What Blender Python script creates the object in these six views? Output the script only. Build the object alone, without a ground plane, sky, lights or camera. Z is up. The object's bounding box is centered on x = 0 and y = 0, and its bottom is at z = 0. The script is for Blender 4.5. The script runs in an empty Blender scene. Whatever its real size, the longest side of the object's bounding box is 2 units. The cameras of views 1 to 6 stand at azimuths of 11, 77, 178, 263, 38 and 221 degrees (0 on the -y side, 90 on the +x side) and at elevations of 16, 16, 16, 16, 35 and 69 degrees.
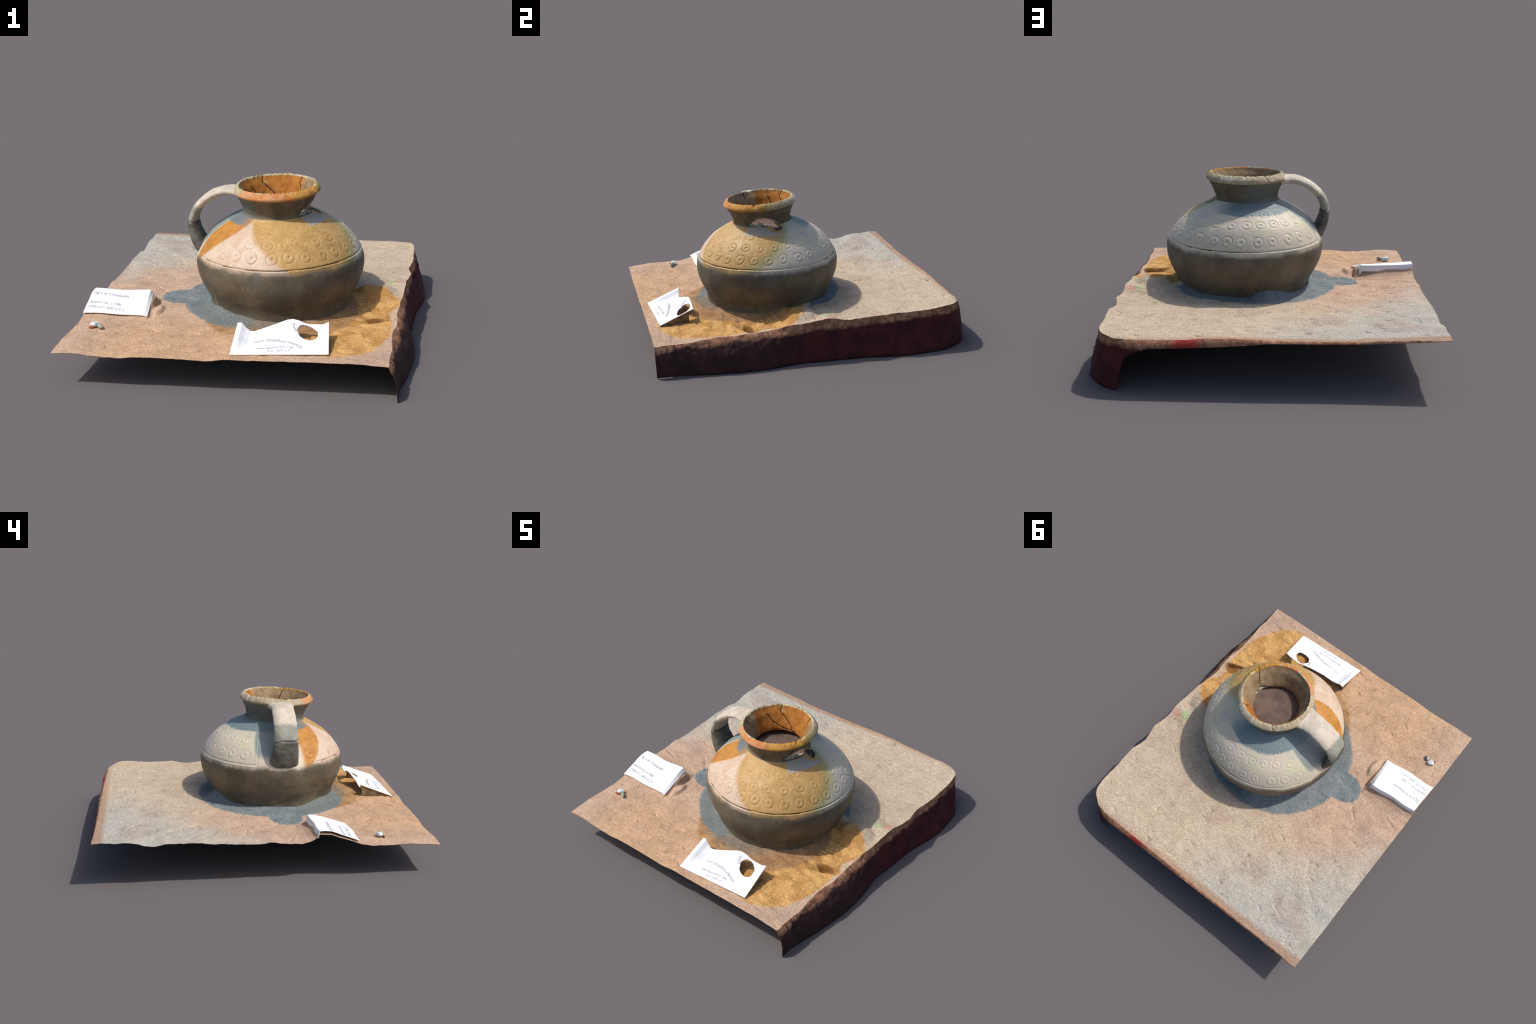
# An ancient one-handled clay jug on a sand-covered stone display base,
# with two paper museum labels and a chip of stone lying beside it.
import bpy, math
import numpy as np

rng = np.random.default_rng(7)


# ------------------------------------------------------------------ helpers
def pw(x, pts):
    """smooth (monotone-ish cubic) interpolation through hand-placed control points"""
    pts = np.asarray(pts, float)
    xs, ys = pts[:, 0], pts[:, 1]
    m = np.gradient(ys, xs) if len(xs) > 2 else np.full(2, (ys[1] - ys[0]) / (xs[1] - xs[0]))
    x = np.clip(np.asarray(x, float), xs[0], xs[-1])
    i = np.clip(np.searchsorted(xs, x) - 1, 0, len(xs) - 2)
    h = xs[i + 1] - xs[i]
    t = (x - xs[i]) / h
    return ((2 * t**3 - 3 * t**2 + 1) * ys[i] + (t**3 - 2 * t**2 + t) * h * m[i]
            + (-2 * t**3 + 3 * t**2) * ys[i + 1] + (t**3 - t**2) * h * m[i + 1])


def lin(x, pts):
    pts = np.asarray(pts, float)
    return np.interp(x, pts[:, 0], pts[:, 1])


def smooth(a, b, x):
    t = np.clip((np.asarray(x, float) - a) / (b - a), 0, 1)
    return t * t * (3 - 2 * t)


def value_noise(p, seed=0):
    """lattice value noise in -1..1 for an (n,3) array"""
    p = np.asarray(p, float)
    i = np.floor(p).astype(np.int64)
    f = p - i
    f = f * f * f * (f * (f * 6 - 15) + 10)
    out = np.zeros(len(p))
    for dx in (0, 1):
        for dy in (0, 1):
            for dz in (0, 1):
                h = ((i[:, 0] + dx) * 73856093) ^ ((i[:, 1] + dy) * 19349663) ^ ((i[:, 2] + dz) * 83492791) ^ (seed * 2654435761)
                h = (h ^ (h >> 13)) * 1274126177 & 0x7FFFFFFF
                h = (h ^ (h >> 15)) * 668265263 & 0x7FFFFFFF
                v = (h & 0xFFFF) / 32767.5 - 1
                w = (f[:, 0] if dx else 1 - f[:, 0]) * (f[:, 1] if dy else 1 - f[:, 1]) * (f[:, 2] if dz else 1 - f[:, 2])
                out += w * v
    return out


def fbm(p, scale, octaves=4, seed=0, gain=.5):
    p = np.asarray(p, float) * scale
    a, s, out = 1.0, 0.0, 0
    for k in range(octaves):
        out = out + a * value_noise(p + 17.3 * k, seed + k)
        s += a
        a *= gain
        p = p * 2.03
    return out / s


def polyline_distance(px, py, pts):
    """distance from points to a polyline, and the fraction along it"""
    pts = np.asarray(pts, float)
    best = np.full(px.shape, 1e9)
    frac = np.zeros(px.shape)
    n = len(pts) - 1
    for k in range(n):
        a, b = pts[k], pts[k + 1]
        d = b - a
        t = np.clip(((px - a[0]) * d[0] + (py - a[1]) * d[1]) / (d @ d), 0, 1)
        q = np.hypot(px - a[0] - t * d[0], py - a[1] - t * d[1])
        m = q < best
        best = np.where(m, q, best)
        frac = np.where(m, (k + t) / n, frac)
    return best, frac


def in_polygon(px, py, poly):
    inside = np.zeros(px.shape, bool)
    n = len(poly)
    for k in range(n):
        (x0, y0), (x1, y1) = poly[k], poly[(k + 1) % n]
        c = ((y0 > py) != (y1 > py)) & (px < (x1 - x0) * (py - y0) / (y1 - y0 + 1e-12) + x0)
        inside ^= c
    return inside


def grid_quads(rows, cols, wrap=False, base=0):
    i, j = np.meshgrid(np.arange(rows - 1), np.arange(cols if wrap else cols - 1), indexing="ij")
    j2 = (j + 1) % cols
    return (np.stack([i * cols + j, i * cols + j2, (i + 1) * cols + j2, (i + 1) * cols + j], -1).reshape(-1, 4) + base)


def vertex_normals(v, quads):
    q = np.asarray(quads)
    n = np.cross(v[q[:, 2]] - v[q[:, 0]], v[q[:, 3]] - v[q[:, 1]])
    out = np.zeros_like(v)
    for k in range(4):
        np.add.at(out, q[:, k], n)
    return out / np.maximum(np.linalg.norm(out, axis=1, keepdims=True), 1e-12)


def make_object(name, verts, faces, material, parent=None, smooth_shade=True, normals=None, mat_index=None):
    me = bpy.data.meshes.new(name)
    me.from_pydata(np.asarray(verts).tolist(), [], [list(map(int, f)) for f in faces])
    for m in (material if isinstance(material, (list, tuple)) else [material]):
        me.materials.append(m)
    if mat_index is not None:
        me.polygons.foreach_set("material_index", np.asarray(mat_index, np.int32))
    me.polygons.foreach_set("use_smooth", np.full(len(me.polygons), smooth_shade))
    me.update()
    if normals is not None:
        me.normals_split_custom_set_from_vertices(np.asarray(normals).tolist())
    ob = bpy.data.objects.new(name, me)
    bpy.context.scene.collection.objects.link(ob)
    if parent is not None:
        ob.parent = parent
        # keep every part in world coordinates: one common origin for the colours
        ob.location = -world_location(parent)
    return ob


def world_location(ob):
    loc = np.array(ob.location)
    while ob.parent is not None:
        ob = ob.parent
        loc = loc + np.array(ob.location)
    return loc


def part_of_mesh(name, verts, faces, normals, material, parent, mat_index=None):
    """one region of a larger surface as its own object; border vertices coincide"""
    faces = np.asarray(faces)
    used = np.unique(faces)
    remap = np.full(len(verts), -1)
    remap[used] = np.arange(len(used))
    return make_object(name, verts[used], remap[faces], material, parent, True, normals[used], mat_index)


def make_thing(name, location, label, category):
    e = bpy.data.objects.new(name, None)
    e.location = location
    e.empty_display_size = .1
    bpy.context.scene.collection.objects.link(e)
    e["label"] = label
    e["category"] = category
    return e


# ---------------------------------------------------------------- materials
class Nodes:
    def __init__(self, name, roughness=.85, specular=.25):
        self.m = bpy.data.materials.new(name)
        self.m.use_nodes = True
        self.t = self.m.node_tree
        self.t.nodes.clear()
        self.out = self.t.nodes.new("ShaderNodeOutputMaterial")
        self.b = self.t.nodes.new("ShaderNodeBsdfPrincipled")
        self.b.inputs["Roughness"].default_value = roughness
        self.b.inputs["Specular IOR Level"].default_value = specular
        self.t.links.new(self.b.outputs[0], self.out.inputs[0])
        self.obj = self.t.nodes.new("ShaderNodeTexCoord").outputs["Object"]
        s = self.t.nodes.new("ShaderNodeSeparateXYZ")
        self.link(self.obj, s.inputs[0])
        self.x, self.y, self.z = s.outputs

    def link(self, a, b):
        if isinstance(a, (int, float)):
            b.default_value = a
        elif isinstance(a, tuple):
            b.default_value = a if len(a) == len(b.default_value) else (*a, 1)
        else:
            self.t.links.new(a, b)

    def math(self, op, a, b=0.0, c=None, clamp=False):
        n = self.t.nodes.new("ShaderNodeMath")
        n.operation = op
        n.use_clamp = clamp
        self.link(a, n.inputs[0])
        self.link(b, n.inputs[1])
        if c is not None:
            self.link(c, n.inputs[2])
        return n.outputs[0]

    def add(self, a, b): return self.math("ADD", a, b)
    def sub(self, a, b): return self.math("SUBTRACT", a, b)
    def mul(self, a, b): return self.math("MULTIPLY", a, b)
    def mx(self, a, b): return self.math("MAXIMUM", a, b)
    def mn(self, a, b): return self.math("MINIMUM", a, b)
    def inv(self, a): return self.math("SUBTRACT", 1.0, a)

    def step(self, v, lo, hi, to=(0.0, 1.0)):
        n = self.t.nodes.new("ShaderNodeMapRange")
        n.interpolation_type = "SMOOTHSTEP"
        self.link(v, n.inputs["Value"])
        flip = lo > hi
        n.inputs["From Min"].default_value = min(lo, hi)
        n.inputs["From Max"].default_value = max(lo, hi)
        n.inputs["To Min"].default_value = to[1] if flip else to[0]
        n.inputs["To Max"].default_value = to[0] if flip else to[1]
        return n.outputs[0]

    def noise(self, scale, detail=4, rough=.55, stretch=None, offset=0.0, distortion=0.0):
        v = self.obj
        if stretch or offset:
            mp = self.t.nodes.new("ShaderNodeMapping")
            mp.inputs["Scale"].default_value = stretch or (1, 1, 1)
            mp.inputs["Location"].default_value = (offset, offset * .7, offset * 1.3)
            self.link(v, mp.inputs[0])
            v = mp.outputs[0]
        n = self.t.nodes.new("ShaderNodeTexNoise")
        n.inputs["Scale"].default_value = scale
        n.inputs["Detail"].default_value = detail
        n.inputs["Roughness"].default_value = rough
        n.inputs["Distortion"].default_value = distortion
        self.link(v, n.inputs["Vector"])
        return n.outputs[0]

    def mix(self, fac, a, b, mode="MIX"):
        n = self.t.nodes.new("ShaderNodeMix")
        n.data_type = "RGBA"
        n.blend_type = mode
        self.link(fac, n.inputs[0])
        self.link(a, n.inputs[6])
        self.link(b, n.inputs[7])
        return n.outputs[2]

    def scale_colour(self, col, f):
        """multiply a colour by a scalar socket"""
        c = self.t.nodes.new("ShaderNodeCombineColor")
        for k in range(3):
            self.link(f, c.inputs[k])
        return self.mix(1.0, col, c.outputs[0], "MULTIPLY")

    def ellipse(self, cx, cy, rx, ry, soft=.05, wobble=None):
        a = self.math("DIVIDE", self.sub(self.x, cx), rx)
        b = self.math("DIVIDE", self.sub(self.y, cy), ry)
        d = self.math("SQRT", self.add(self.mul(a, a), self.mul(b, b)))
        if wobble is not None:
            d = self.add(d, wobble)
        return self.step(d, 1 + soft, 1 - soft)

    def azimuth(self, cx, cy):
        """degrees 0..360 about a vertical axis"""
        a = self.math("ARCTAN2", self.sub(self.y, cy), self.sub(self.x, cx))
        a = self.mul(a, 180 / math.pi)
        return self.math("MODULO", self.add(a, 720.0), 360.0)

    def finish(self, colour, bumps=()):
        self.link(colour, self.b.inputs["Base Color"])
        normal = None
        for height, strength, dist in bumps:
            n = self.t.nodes.new("ShaderNodeBump")
            n.inputs["Strength"].default_value = strength
            n.inputs["Distance"].default_value = dist
            self.link(height, n.inputs["Height"])
            if normal is not None:
                self.link(normal, n.inputs["Normal"])
            normal = n.outputs[0]
        if normal is not None:
            self.link(normal, self.b.inputs["Normal"])
        return self.m


def srgb(r, g, b):
    f = lambda c: (c / 255 / 12.92) if c / 255 <= .04045 else ((c / 255 + .055) / 1.055) ** 2.4
    return (f(r), f(g), f(b))


# jug axis ------------------------------------------------------------------
def body_centre(z):
    z = np.asarray(z, float)
    return .124 - .028 * (z - .5), -.146 + .034 * (z - .5)


def neck_centre(z):
    z = np.asarray(z, float)
    return .111 + .03 * (z - .5), -.147 - .097 * (z - .5)


JUG_X, JUG_Y = .120, -.146


def clay_material():
    """shoulder and belly of the jug: warm, pale, grey and orange patches round the shoulder,
    a darker belly below the incised line, partly baked shade"""
    n = Nodes("burnished_clay", .52, .4)
    az = n.azimuth(JUG_X, JUG_Y)
    big = n.noise(5, 3, .5)
    mid = n.noise(18, 5, .6)
    fine = n.noise(150, 3, .6)
    wob = n.mul(n.sub(mid, .5), 8.0)
    zz = n.sub(n.z, .56)
    tan = n.mix(n.step(mid, .35, .65), srgb(182, 143, 84), srgb(198, 161, 102))
    pale = n.mix(n.step(mid, .35, .65), srgb(204, 174, 148), srgb(214, 192, 170))
    orange = n.mix(n.step(mid, .35, .65), srgb(178, 120, 50), srgb(196, 138, 66))
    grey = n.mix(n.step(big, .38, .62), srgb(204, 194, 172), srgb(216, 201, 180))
    grey = n.mix(n.mul(n.step(n.noise(7, 4, .6, offset=3.1), .5, .66), .6), grey, srgb(208, 206, 170))
    grey = n.mix(n.mul(n.step(n.noise(9, 4, .6, offset=8.1), .54, .70), .45), grey, srgb(182, 178, 184))
    olive = srgb(172, 157, 102)
    # going round: grey -> orange (behind handle) -> pale -> tan -> olive -> grey
    # (angle measured from the handle, so that the wrap hides behind it)
    turn = n.math("MODULO", n.add(az, 180.0), 360.0)
    turnw = n.add(turn, wob)
    lean = n.mul(zz, 190.0)
    col = n.mix(n.step(turn, 18, 23), grey, orange)
    col = n.mix(n.step(n.sub(turn, n.mul(zz, 170.0)), 33, 37), col, pale)   # border leans with height
    col = n.mix(n.step(n.add(turnw, lean), 91, 98), col, tan)               # and leans the other way
    a_tg = n.sub(turnw, lean)
    col = n.mix(n.step(a_tg, 150, 164), col, olive)
    col = n.mix(n.step(a_tg, 160, 178), col, grey)
    # baked bluish shadow painted round the neck root and behind the handle
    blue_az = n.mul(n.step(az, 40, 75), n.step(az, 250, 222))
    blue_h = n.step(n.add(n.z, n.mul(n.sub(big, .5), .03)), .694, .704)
    tint = n.mul(blue_az, blue_h)
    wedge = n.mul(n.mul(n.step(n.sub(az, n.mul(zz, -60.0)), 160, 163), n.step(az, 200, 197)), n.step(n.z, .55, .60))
    col = n.mix(n.mul(n.mx(tint, n.mul(wedge, .8)), .85), col, srgb(92, 120, 130))
    # pale repair patch below the hole in the neck
    a180 = n.math("MODULO", n.add(az, 180.0), 360.0)
    patch = n.mul(n.mul(n.step(a180, 134, 138), n.step(n.add(a180, n.mul(n.sub(n.z, .70), 600.0)), 190, 183)), n.step(n.z, .694, .70))
    col = n.mix(n.mul(patch, .9), col, srgb(168, 164, 156))
    # darker belly below the incised line, partly baked shade, mottled border
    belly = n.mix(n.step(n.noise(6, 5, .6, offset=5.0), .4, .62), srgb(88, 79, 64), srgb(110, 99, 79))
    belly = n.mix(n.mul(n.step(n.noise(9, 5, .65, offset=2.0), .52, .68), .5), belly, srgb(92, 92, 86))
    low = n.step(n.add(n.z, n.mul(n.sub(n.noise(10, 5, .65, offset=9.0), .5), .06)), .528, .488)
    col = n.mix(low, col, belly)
    # scratches and lime specks
    scratch = n.step(n.noise(60, 2, .5, stretch=(1, 1, .25), offset=1.7, distortion=1.5), .66, .72)
    col = n.mix(n.mul(scratch, .13), col, srgb(196, 186, 160))
    col = n.scale_colour(col, n.step(fine, .2, .8, (.84, 1.14)))
    return n.finish(col, [(mid, .08, .004), (fine, .15, .0010)])


def neck_material():
    n = Nodes("neck_clay", .7, .3)  # brown-grey neck, darker than the shoulder
    az = n.azimuth(.12, -.165)
    mid = n.noise(16, 5, .6)
    fine = n.noise(140, 3, .6)
    col = n.mix(n.step(mid, .36, .64), srgb(96, 84, 66), srgb(120, 106, 82))
    col = n.mix(n.mul(n.mul(n.step(az, 60, 110), n.step(az, 260, 230)), .7), col, srgb(112, 118, 110))  # same baked bluish shadow, painted on the neck's handle side
    col = n.scale_colour(col, n.step(fine, .2, .8, (.85, 1.12)))
    return n.finish(col, [(mid, .3, .004), (fine, .25, .0012)])


def rim_material():
    n = Nodes("worn_rim_clay", .75, .25)
    az = n.azimuth(.1215, -.181)
    mid = n.noise(20, 5, .6)
    wide = n.noise(7, 3, .5, offset=2.0)
    fine = n.noise(140, 3, .6)
    grey = n.mix(n.step(wide, .4, .6), srgb(172, 156, 128), srgb(198, 186, 162))
    red = n.mix(n.step(mid, .36, .64), srgb(196, 126, 72), srgb(206, 150, 108))
    gold = n.mix(n.step(mid, .36, .64), srgb(184, 124, 44), srgb(196, 144, 70))
    turn = n.add(n.math("MODULO", n.add(az, 180.0), 360.0), n.mul(n.sub(mid, .5), 22.0))
    olive = n.mix(n.step(mid, .4, .6), srgb(160, 142, 84), srgb(178, 150, 96))
    col = n.mix(n.step(turn, 30, 50), grey, red)
    col = n.mix(n.step(turn, 100, 120), col, gold)
    col = n.mix(n.step(turn, 158, 180), col, olive)
    col = n.mix(n.step(turn, 176, 212), col, grey)
    lime = n.step(n.noise(26, 5, .7, offset=6.0), .56, .68)
    col = n.mix(n.mul(lime, .55), col, srgb(200, 194, 164))
    moss = n.step(n.noise(14, 4, .6, offset=11.0), .6, .7)
    col = n.mix(n.mul(moss, .5), col, srgb(146, 144, 84))
    col = n.scale_colour(col, n.step(fine, .2, .8, (.86, 1.12)))
    return n.finish(col, [(mid, .35, .005), (fine, .3, .0014)])


def throat_material():
    n = Nodes("bare_clay_inside", .85, .2)
    az = n.azimuth(.12, -.17)
    mid = n.noise(22, 5, .65)
    fine = n.noise(160, 3, .6)
    warm = n.mix(n.step(mid, .35, .65), srgb(158, 98, 40), srgb(184, 122, 58))
    brown = n.mix(n.step(mid, .35, .65), srgb(136, 112, 82), srgb(158, 136, 106))
    a = n.mul(n.step(n.add(az, n.mul(n.sub(mid, .5), 12.0)), 36, 52), n.step(az, 186, 176))
    col = n.mix(a, brown, warm)
    lime = n.mul(n.step(n.noise(12, 5, .7, offset=4.0), .58, .68), n.step(n.z, .84, .87))
    col = n.mix(n.mul(lime, .7), col, srgb(170, 164, 112))
    deep = n.step(n.z, .745, .715)
    col = n.mix(deep, col, srgb(116, 98, 88))
    col = n.scale_colour(col, n.step(fine, .2, .8, (.84, 1.14)))
    return n.finish(col, [(mid, .4, .005), (fine, .3, .0014)])


def simple_material(name, c1, c2, scale=20, rough=.85, bump=.3, fine_scale=140, offset=0.0, dist=.004):
    n = Nodes(name, rough, .25)
    mid = n.noise(scale, 5, .6, offset=offset)
    fine = n.noise(fine_scale, 3, .6)
    col = n.mix(n.step(mid, .35, .65), c1, c2)
    col = n.scale_colour(col, n.step(fine, .2, .8, (.88, 1.1)))
    return n.finish(col, [(mid, bump, dist), (fine, bump, .0012)])


def sand_material():
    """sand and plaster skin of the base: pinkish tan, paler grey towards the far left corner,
    orange moist sand in front and right of the jug, a blue-grey stain on the handle side"""
    n = Nodes("sand_covered_stone", .95, .1)
    big = n.noise(2.2, 3, .5)
    mid = n.noise(11, 5, .6)
    grit = n.noise(105, 4, .8)
    grit2 = n.noise(75, 4, .7, offset=5.0)
    wob = n.mul(n.sub(n.noise(14, 4, .6, offset=2.0), .5), .10)
    pink = n.mix(n.step(mid, .3, .7), srgb(186, 156, 133), srgb(202, 172, 147))
    cream = n.mix(n.step(mid, .3, .7), srgb(190, 170, 146), srgb(202, 184, 160))
    ash = n.mix(n.step(mid, .3, .7), srgb(174, 170, 158), srgb(190, 184, 172))
    warm = n.mix(n.step(mid, .36, .64), srgb(190, 153, 116), srgb(206, 168, 130))
    # cream towards +x, +y ; warm towards -y
    s = n.add(n.add(n.mul(n.x, .5), n.mul(n.y, .8)), n.mul(n.sub(big, .5), .8))
    col = n.mix(n.step(s, -.35, .45), pink, cream)
    s2 = n.add(n.sub(n.mul(n.x, -.7), n.mul(n.y, .1)), n.mul(n.sub(big, .5), .5))
    col = n.mix(n.mul(n.mul(n.step(n.y, -.35, -.75), n.step(n.math("ABSOLUTE", n.add(n.x, .25)), .65, .3)), .7), col, warm)
    s3 = n.add(n.sub(n.mul(n.y, .75), n.mul(n.x, .65)), n.mul(n.sub(big, .5), .5))
    col = n.mix(n.step(s3, .45, 1.0), col, ash)
    mauve = n.step(n.noise(3.3, 4, .6, offset=7.0), .52, .66)
    col = n.mix(n.mul(mauve, .35), col, srgb(160, 134, 124))
    # baked lamp shadow of the jug, painted as orange sand
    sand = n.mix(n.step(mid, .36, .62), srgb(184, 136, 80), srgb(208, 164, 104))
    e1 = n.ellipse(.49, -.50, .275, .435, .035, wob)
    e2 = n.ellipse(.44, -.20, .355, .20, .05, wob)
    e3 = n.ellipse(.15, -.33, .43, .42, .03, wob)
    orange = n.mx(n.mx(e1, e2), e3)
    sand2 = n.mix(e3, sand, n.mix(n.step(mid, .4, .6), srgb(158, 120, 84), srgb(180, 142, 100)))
    # baked blue-grey shadow of jug and handle, painted on the sand
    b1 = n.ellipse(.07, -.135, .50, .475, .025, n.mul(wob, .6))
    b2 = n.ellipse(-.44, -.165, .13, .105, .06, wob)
    blue_shadow = n.mx(b1, b2)
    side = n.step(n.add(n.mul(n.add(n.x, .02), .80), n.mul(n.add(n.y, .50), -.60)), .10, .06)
    blue_shadow = n.mul(blue_shadow, n.mx(side, n.step(n.y, .02, .06)))
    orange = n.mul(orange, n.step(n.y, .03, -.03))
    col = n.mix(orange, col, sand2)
    col = n.mix(n.mul(blue_shadow, .92), col, n.mix(n.step(mid, .36, .64), srgb(104, 120, 126), srgb(124, 136, 140)))
    # grey tint on the sand pushed against the foot of the jug
    tint = n.mul(n.ellipse(.10, -.17, .47, .47, .10, wob), n.mul(n.step(n.x, .50, .15), n.step(n.y, -.2, -.4)))
    col = n.mix(n.mul(tint, .7), col, srgb(112, 116, 112))
    # darker brown in the pit
    pit = n.ellipse(.70, -.41, .075, .035, .25, wob)
    col = n.mix(n.mul(pit, .75), col, srgb(120, 78, 36))
    # paint dots next to the edge
    col = n.mix(n.mul(n.ellipse(.735, .085, .035, .03, .5), .5), col, srgb(150, 190, 130))
    col = n.mix(n.mul(n.ellipse(.785, .105, .03, .03, .5), .5), col, srgb(206, 130, 120))
    # reddish worn arris along the far edge and the right edge
    rust = n.mul(n.step(n.add(n.y, n.mul(n.sub(mid, .5), .06)), .915, .955), n.step(n.x, .85, -.2, (.35, 1)))
    col = n.mix(n.mul(rust, .6), col, srgb(164, 116, 80))
    blots = n.step(n.noise(17, 3, .5, stretch=(1, 1.8, 1), offset=4.0, distortion=1.0), .64, .72)
    col = n.mix(n.mul(blots, .35), col, srgb(120, 100, 92))
    col = n.scale_colour(col, n.step(grit, .3, .7, (.68, 1.26)))
    return n.finish(col, [(mid, .2, .006), (grit2, .55, .006), (grit, .55, .003)])


def stone_side_material():
    """broken side of the base: rusty brown at the chipped arris, deep red stone below"""
    n = Nodes("dark_red_stone", .8, .2)
    mid = n.noise(10, 5, .65)
    grit = n.noise(120, 4, .75)
    red = n.mix(n.step(mid, .36, .64), srgb(66, 28, 31), srgb(86, 38, 38))
    dark = n.mix(n.step(mid, .36, .64), srgb(56, 36, 36), srgb(72, 48, 44))
    col = n.mix(n.step(n.add(n.y, n.mul(n.sub(mid, .5), .8)), -.5, .2), dark, red)
    rust = n.mix(n.step(n.noise(30, 5, .7), .4, .6), srgb(142, 96, 70), srgb(178, 132, 104))
    edge = n.add(n.sub(n.z, n.mul(n.y, .035)), n.mul(n.sub(n.noise(9, 5, .7, offset=3.0), .5), .075))
    col = n.mix(n.step(edge, .180, .205), col, rust)
    spot = n.ellipse(.40, .985, .07, .05, .6)
    col = n.mix(n.mul(spot, .8), col, srgb(168, 36, 40))
    fl = n.step(grit, .66, .74)
    col = n.mix(n.mul(fl, .35), col, srgb(150, 110, 90))
    col = n.scale_colour(col, n.step(grit, .25, .75, (.75, 1.2)))
    return n.finish(col, [(mid, .3, .008), (grit, .5, .003)])


def paper_material():
    n = Nodes("white_paper", .6, .3)
    mid = n.noise(9, 3, .5)
    col = n.mix(n.step(mid, .35, .7), srgb(244, 244, 246), srgb(230, 231, 236))
    return n.finish(col, [(n.noise(40, 3, .5), .1, .002)])


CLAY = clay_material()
NECK = neck_material()
RIM = rim_material()
THROAT = throat_material()
CRACK = simple_material("crack_dark", srgb(44, 32, 24), srgb(64, 48, 34))  # dark brown for faces inside the cracks
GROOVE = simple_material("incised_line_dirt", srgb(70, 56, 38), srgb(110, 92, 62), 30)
RIM_LIP = simple_material("lime_worn_lip", srgb(150, 132, 92), srgb(206, 196, 160), 34, .85, .4)
MEMBRANE = simple_material("brown_membrane", srgb(96, 80, 74), srgb(118, 98, 90), 12, .9, .3)  # colour of the scan's closing membrane in the throat
LIME = simple_material("lime_crust", srgb(150, 146, 126), srgb(206, 200, 176), 60, .9, .5)
HANDLE_TOP = simple_material("pale_handle_clay", srgb(192, 180, 162), srgb(216, 202, 186), 12, .65)
HANDLE_MID = simple_material("grey_handle_clay", srgb(136, 136, 126), srgb(164, 162, 148), 14, .65)
HANDLE_LOW = simple_material("dark_handle_clay", srgb(86, 84, 77), srgb(114, 112, 102), 14, .65)  # darker clay for the lowest sherd
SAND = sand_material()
SIDE = stone_side_material()
PAPER = paper_material()
INK = simple_material("printed_ink", srgb(156, 156, 164), srgb(182, 182, 190), 60, .7, .05)
BOARD = simple_material("brown_board", srgb(104, 84, 62), srgb(140, 118, 88), 26, .85, .4)
CHIP = simple_material("pale_stone_chip", srgb(176, 184, 190), srgb(226, 228, 226), 40, .5, .3)
CHIP_OLD = simple_material("lichen_stone_chip", srgb(128, 130, 112), srgb(176, 178, 156), 60, .7, .3)
RUST = simple_material("rusty_bit", srgb(140, 84, 54), srgb(168, 110, 76), 50, .8, .3)


# ============================================================ stone base
# outlines of the base: heights along its four edges and the ragged right edge
LEFT_EDGE_Z = [(-.997, .190), (-.914, .198), (-.83, .204), (-.75, .204), (-.667, .203), (-.595, .206), (-.54, .214),
               (-.46, .226), (-.36, .232), (-.24, .236), (-.14, .237), (-.08, .241), (-.02, .253), (.029, .247),
               (.079, .245), (.197, .251), (.295, .258), (.393, .269), (.50, .268), (.597, .268), (.646, .258),
               (.694, .263), (.741, .278), (.798, .288), (.856, .286), (.932, .292), (.997, .288)]
FRONT_EDGE_Z = [(-.93, .190), (-.822, .195), (-.727, .187), (-.633, .181), (-.567, .179), (-.491, .187), (-.397, .190),
                (-.305, .187), (-.213, .185), (-.095, .185), (-.031, .192), (.059, .192), (.237, .193), (.413, .194),
                (.586, .193), (.714, .187), (.77, .186)]
RIGHT_EDGE_Z = [(-1, .186), (-.78, .189), (-.66, .200), (-.56, .199), (-.456, .206), (-.354, .210), (-.25, .219),
                (-.168, .237), (-.095, .240), (.01, .256), (.094, .262), (.168, .243), (.275, .248), (.40, .246),
                (.51, .258), (.656, .256), (.777, .264), (.888, .266), (.96, .256)]
BACK_EDGE_Z = [(-.93, .283), (-.67, .275), (-.31, .263), (0, .264), (.137, .269), (.27, .270), (.40, .259), (.58, .257), (.77, .256), (.86, .256)]
RIGHT_EDGE_X = [(-1, .768), (-.75, .772), (-.585, .772), (-.47, .788), (-.28, .786), (-.14, .812), (-.01, .817), (.14, .825),
                (.27, .845), (.39, .828), (.49, .850), (.62, .850), (.73, .860), (.80, .856), (.86, .842), (.91, .815), (1, .80)]
LABEL2 = dict(x1=-.572, front=-.522, top=-.288, back=-.212)


def label2_tent(x, y):
    """height of the wedge under the left label above the base"""
    up = lin(y, [(LABEL2["front"] - .02, 0), (LABEL2["front"], .003), (-.46, .019), (-.40, .034), (-.36, .049), (LABEL2["top"], .052), (-.262, .024), (-.235, .010), (-.19, 0)])
    return up * smooth(LABEL2["x1"] + .022, LABEL2["x1"] - .004, x)


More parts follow.
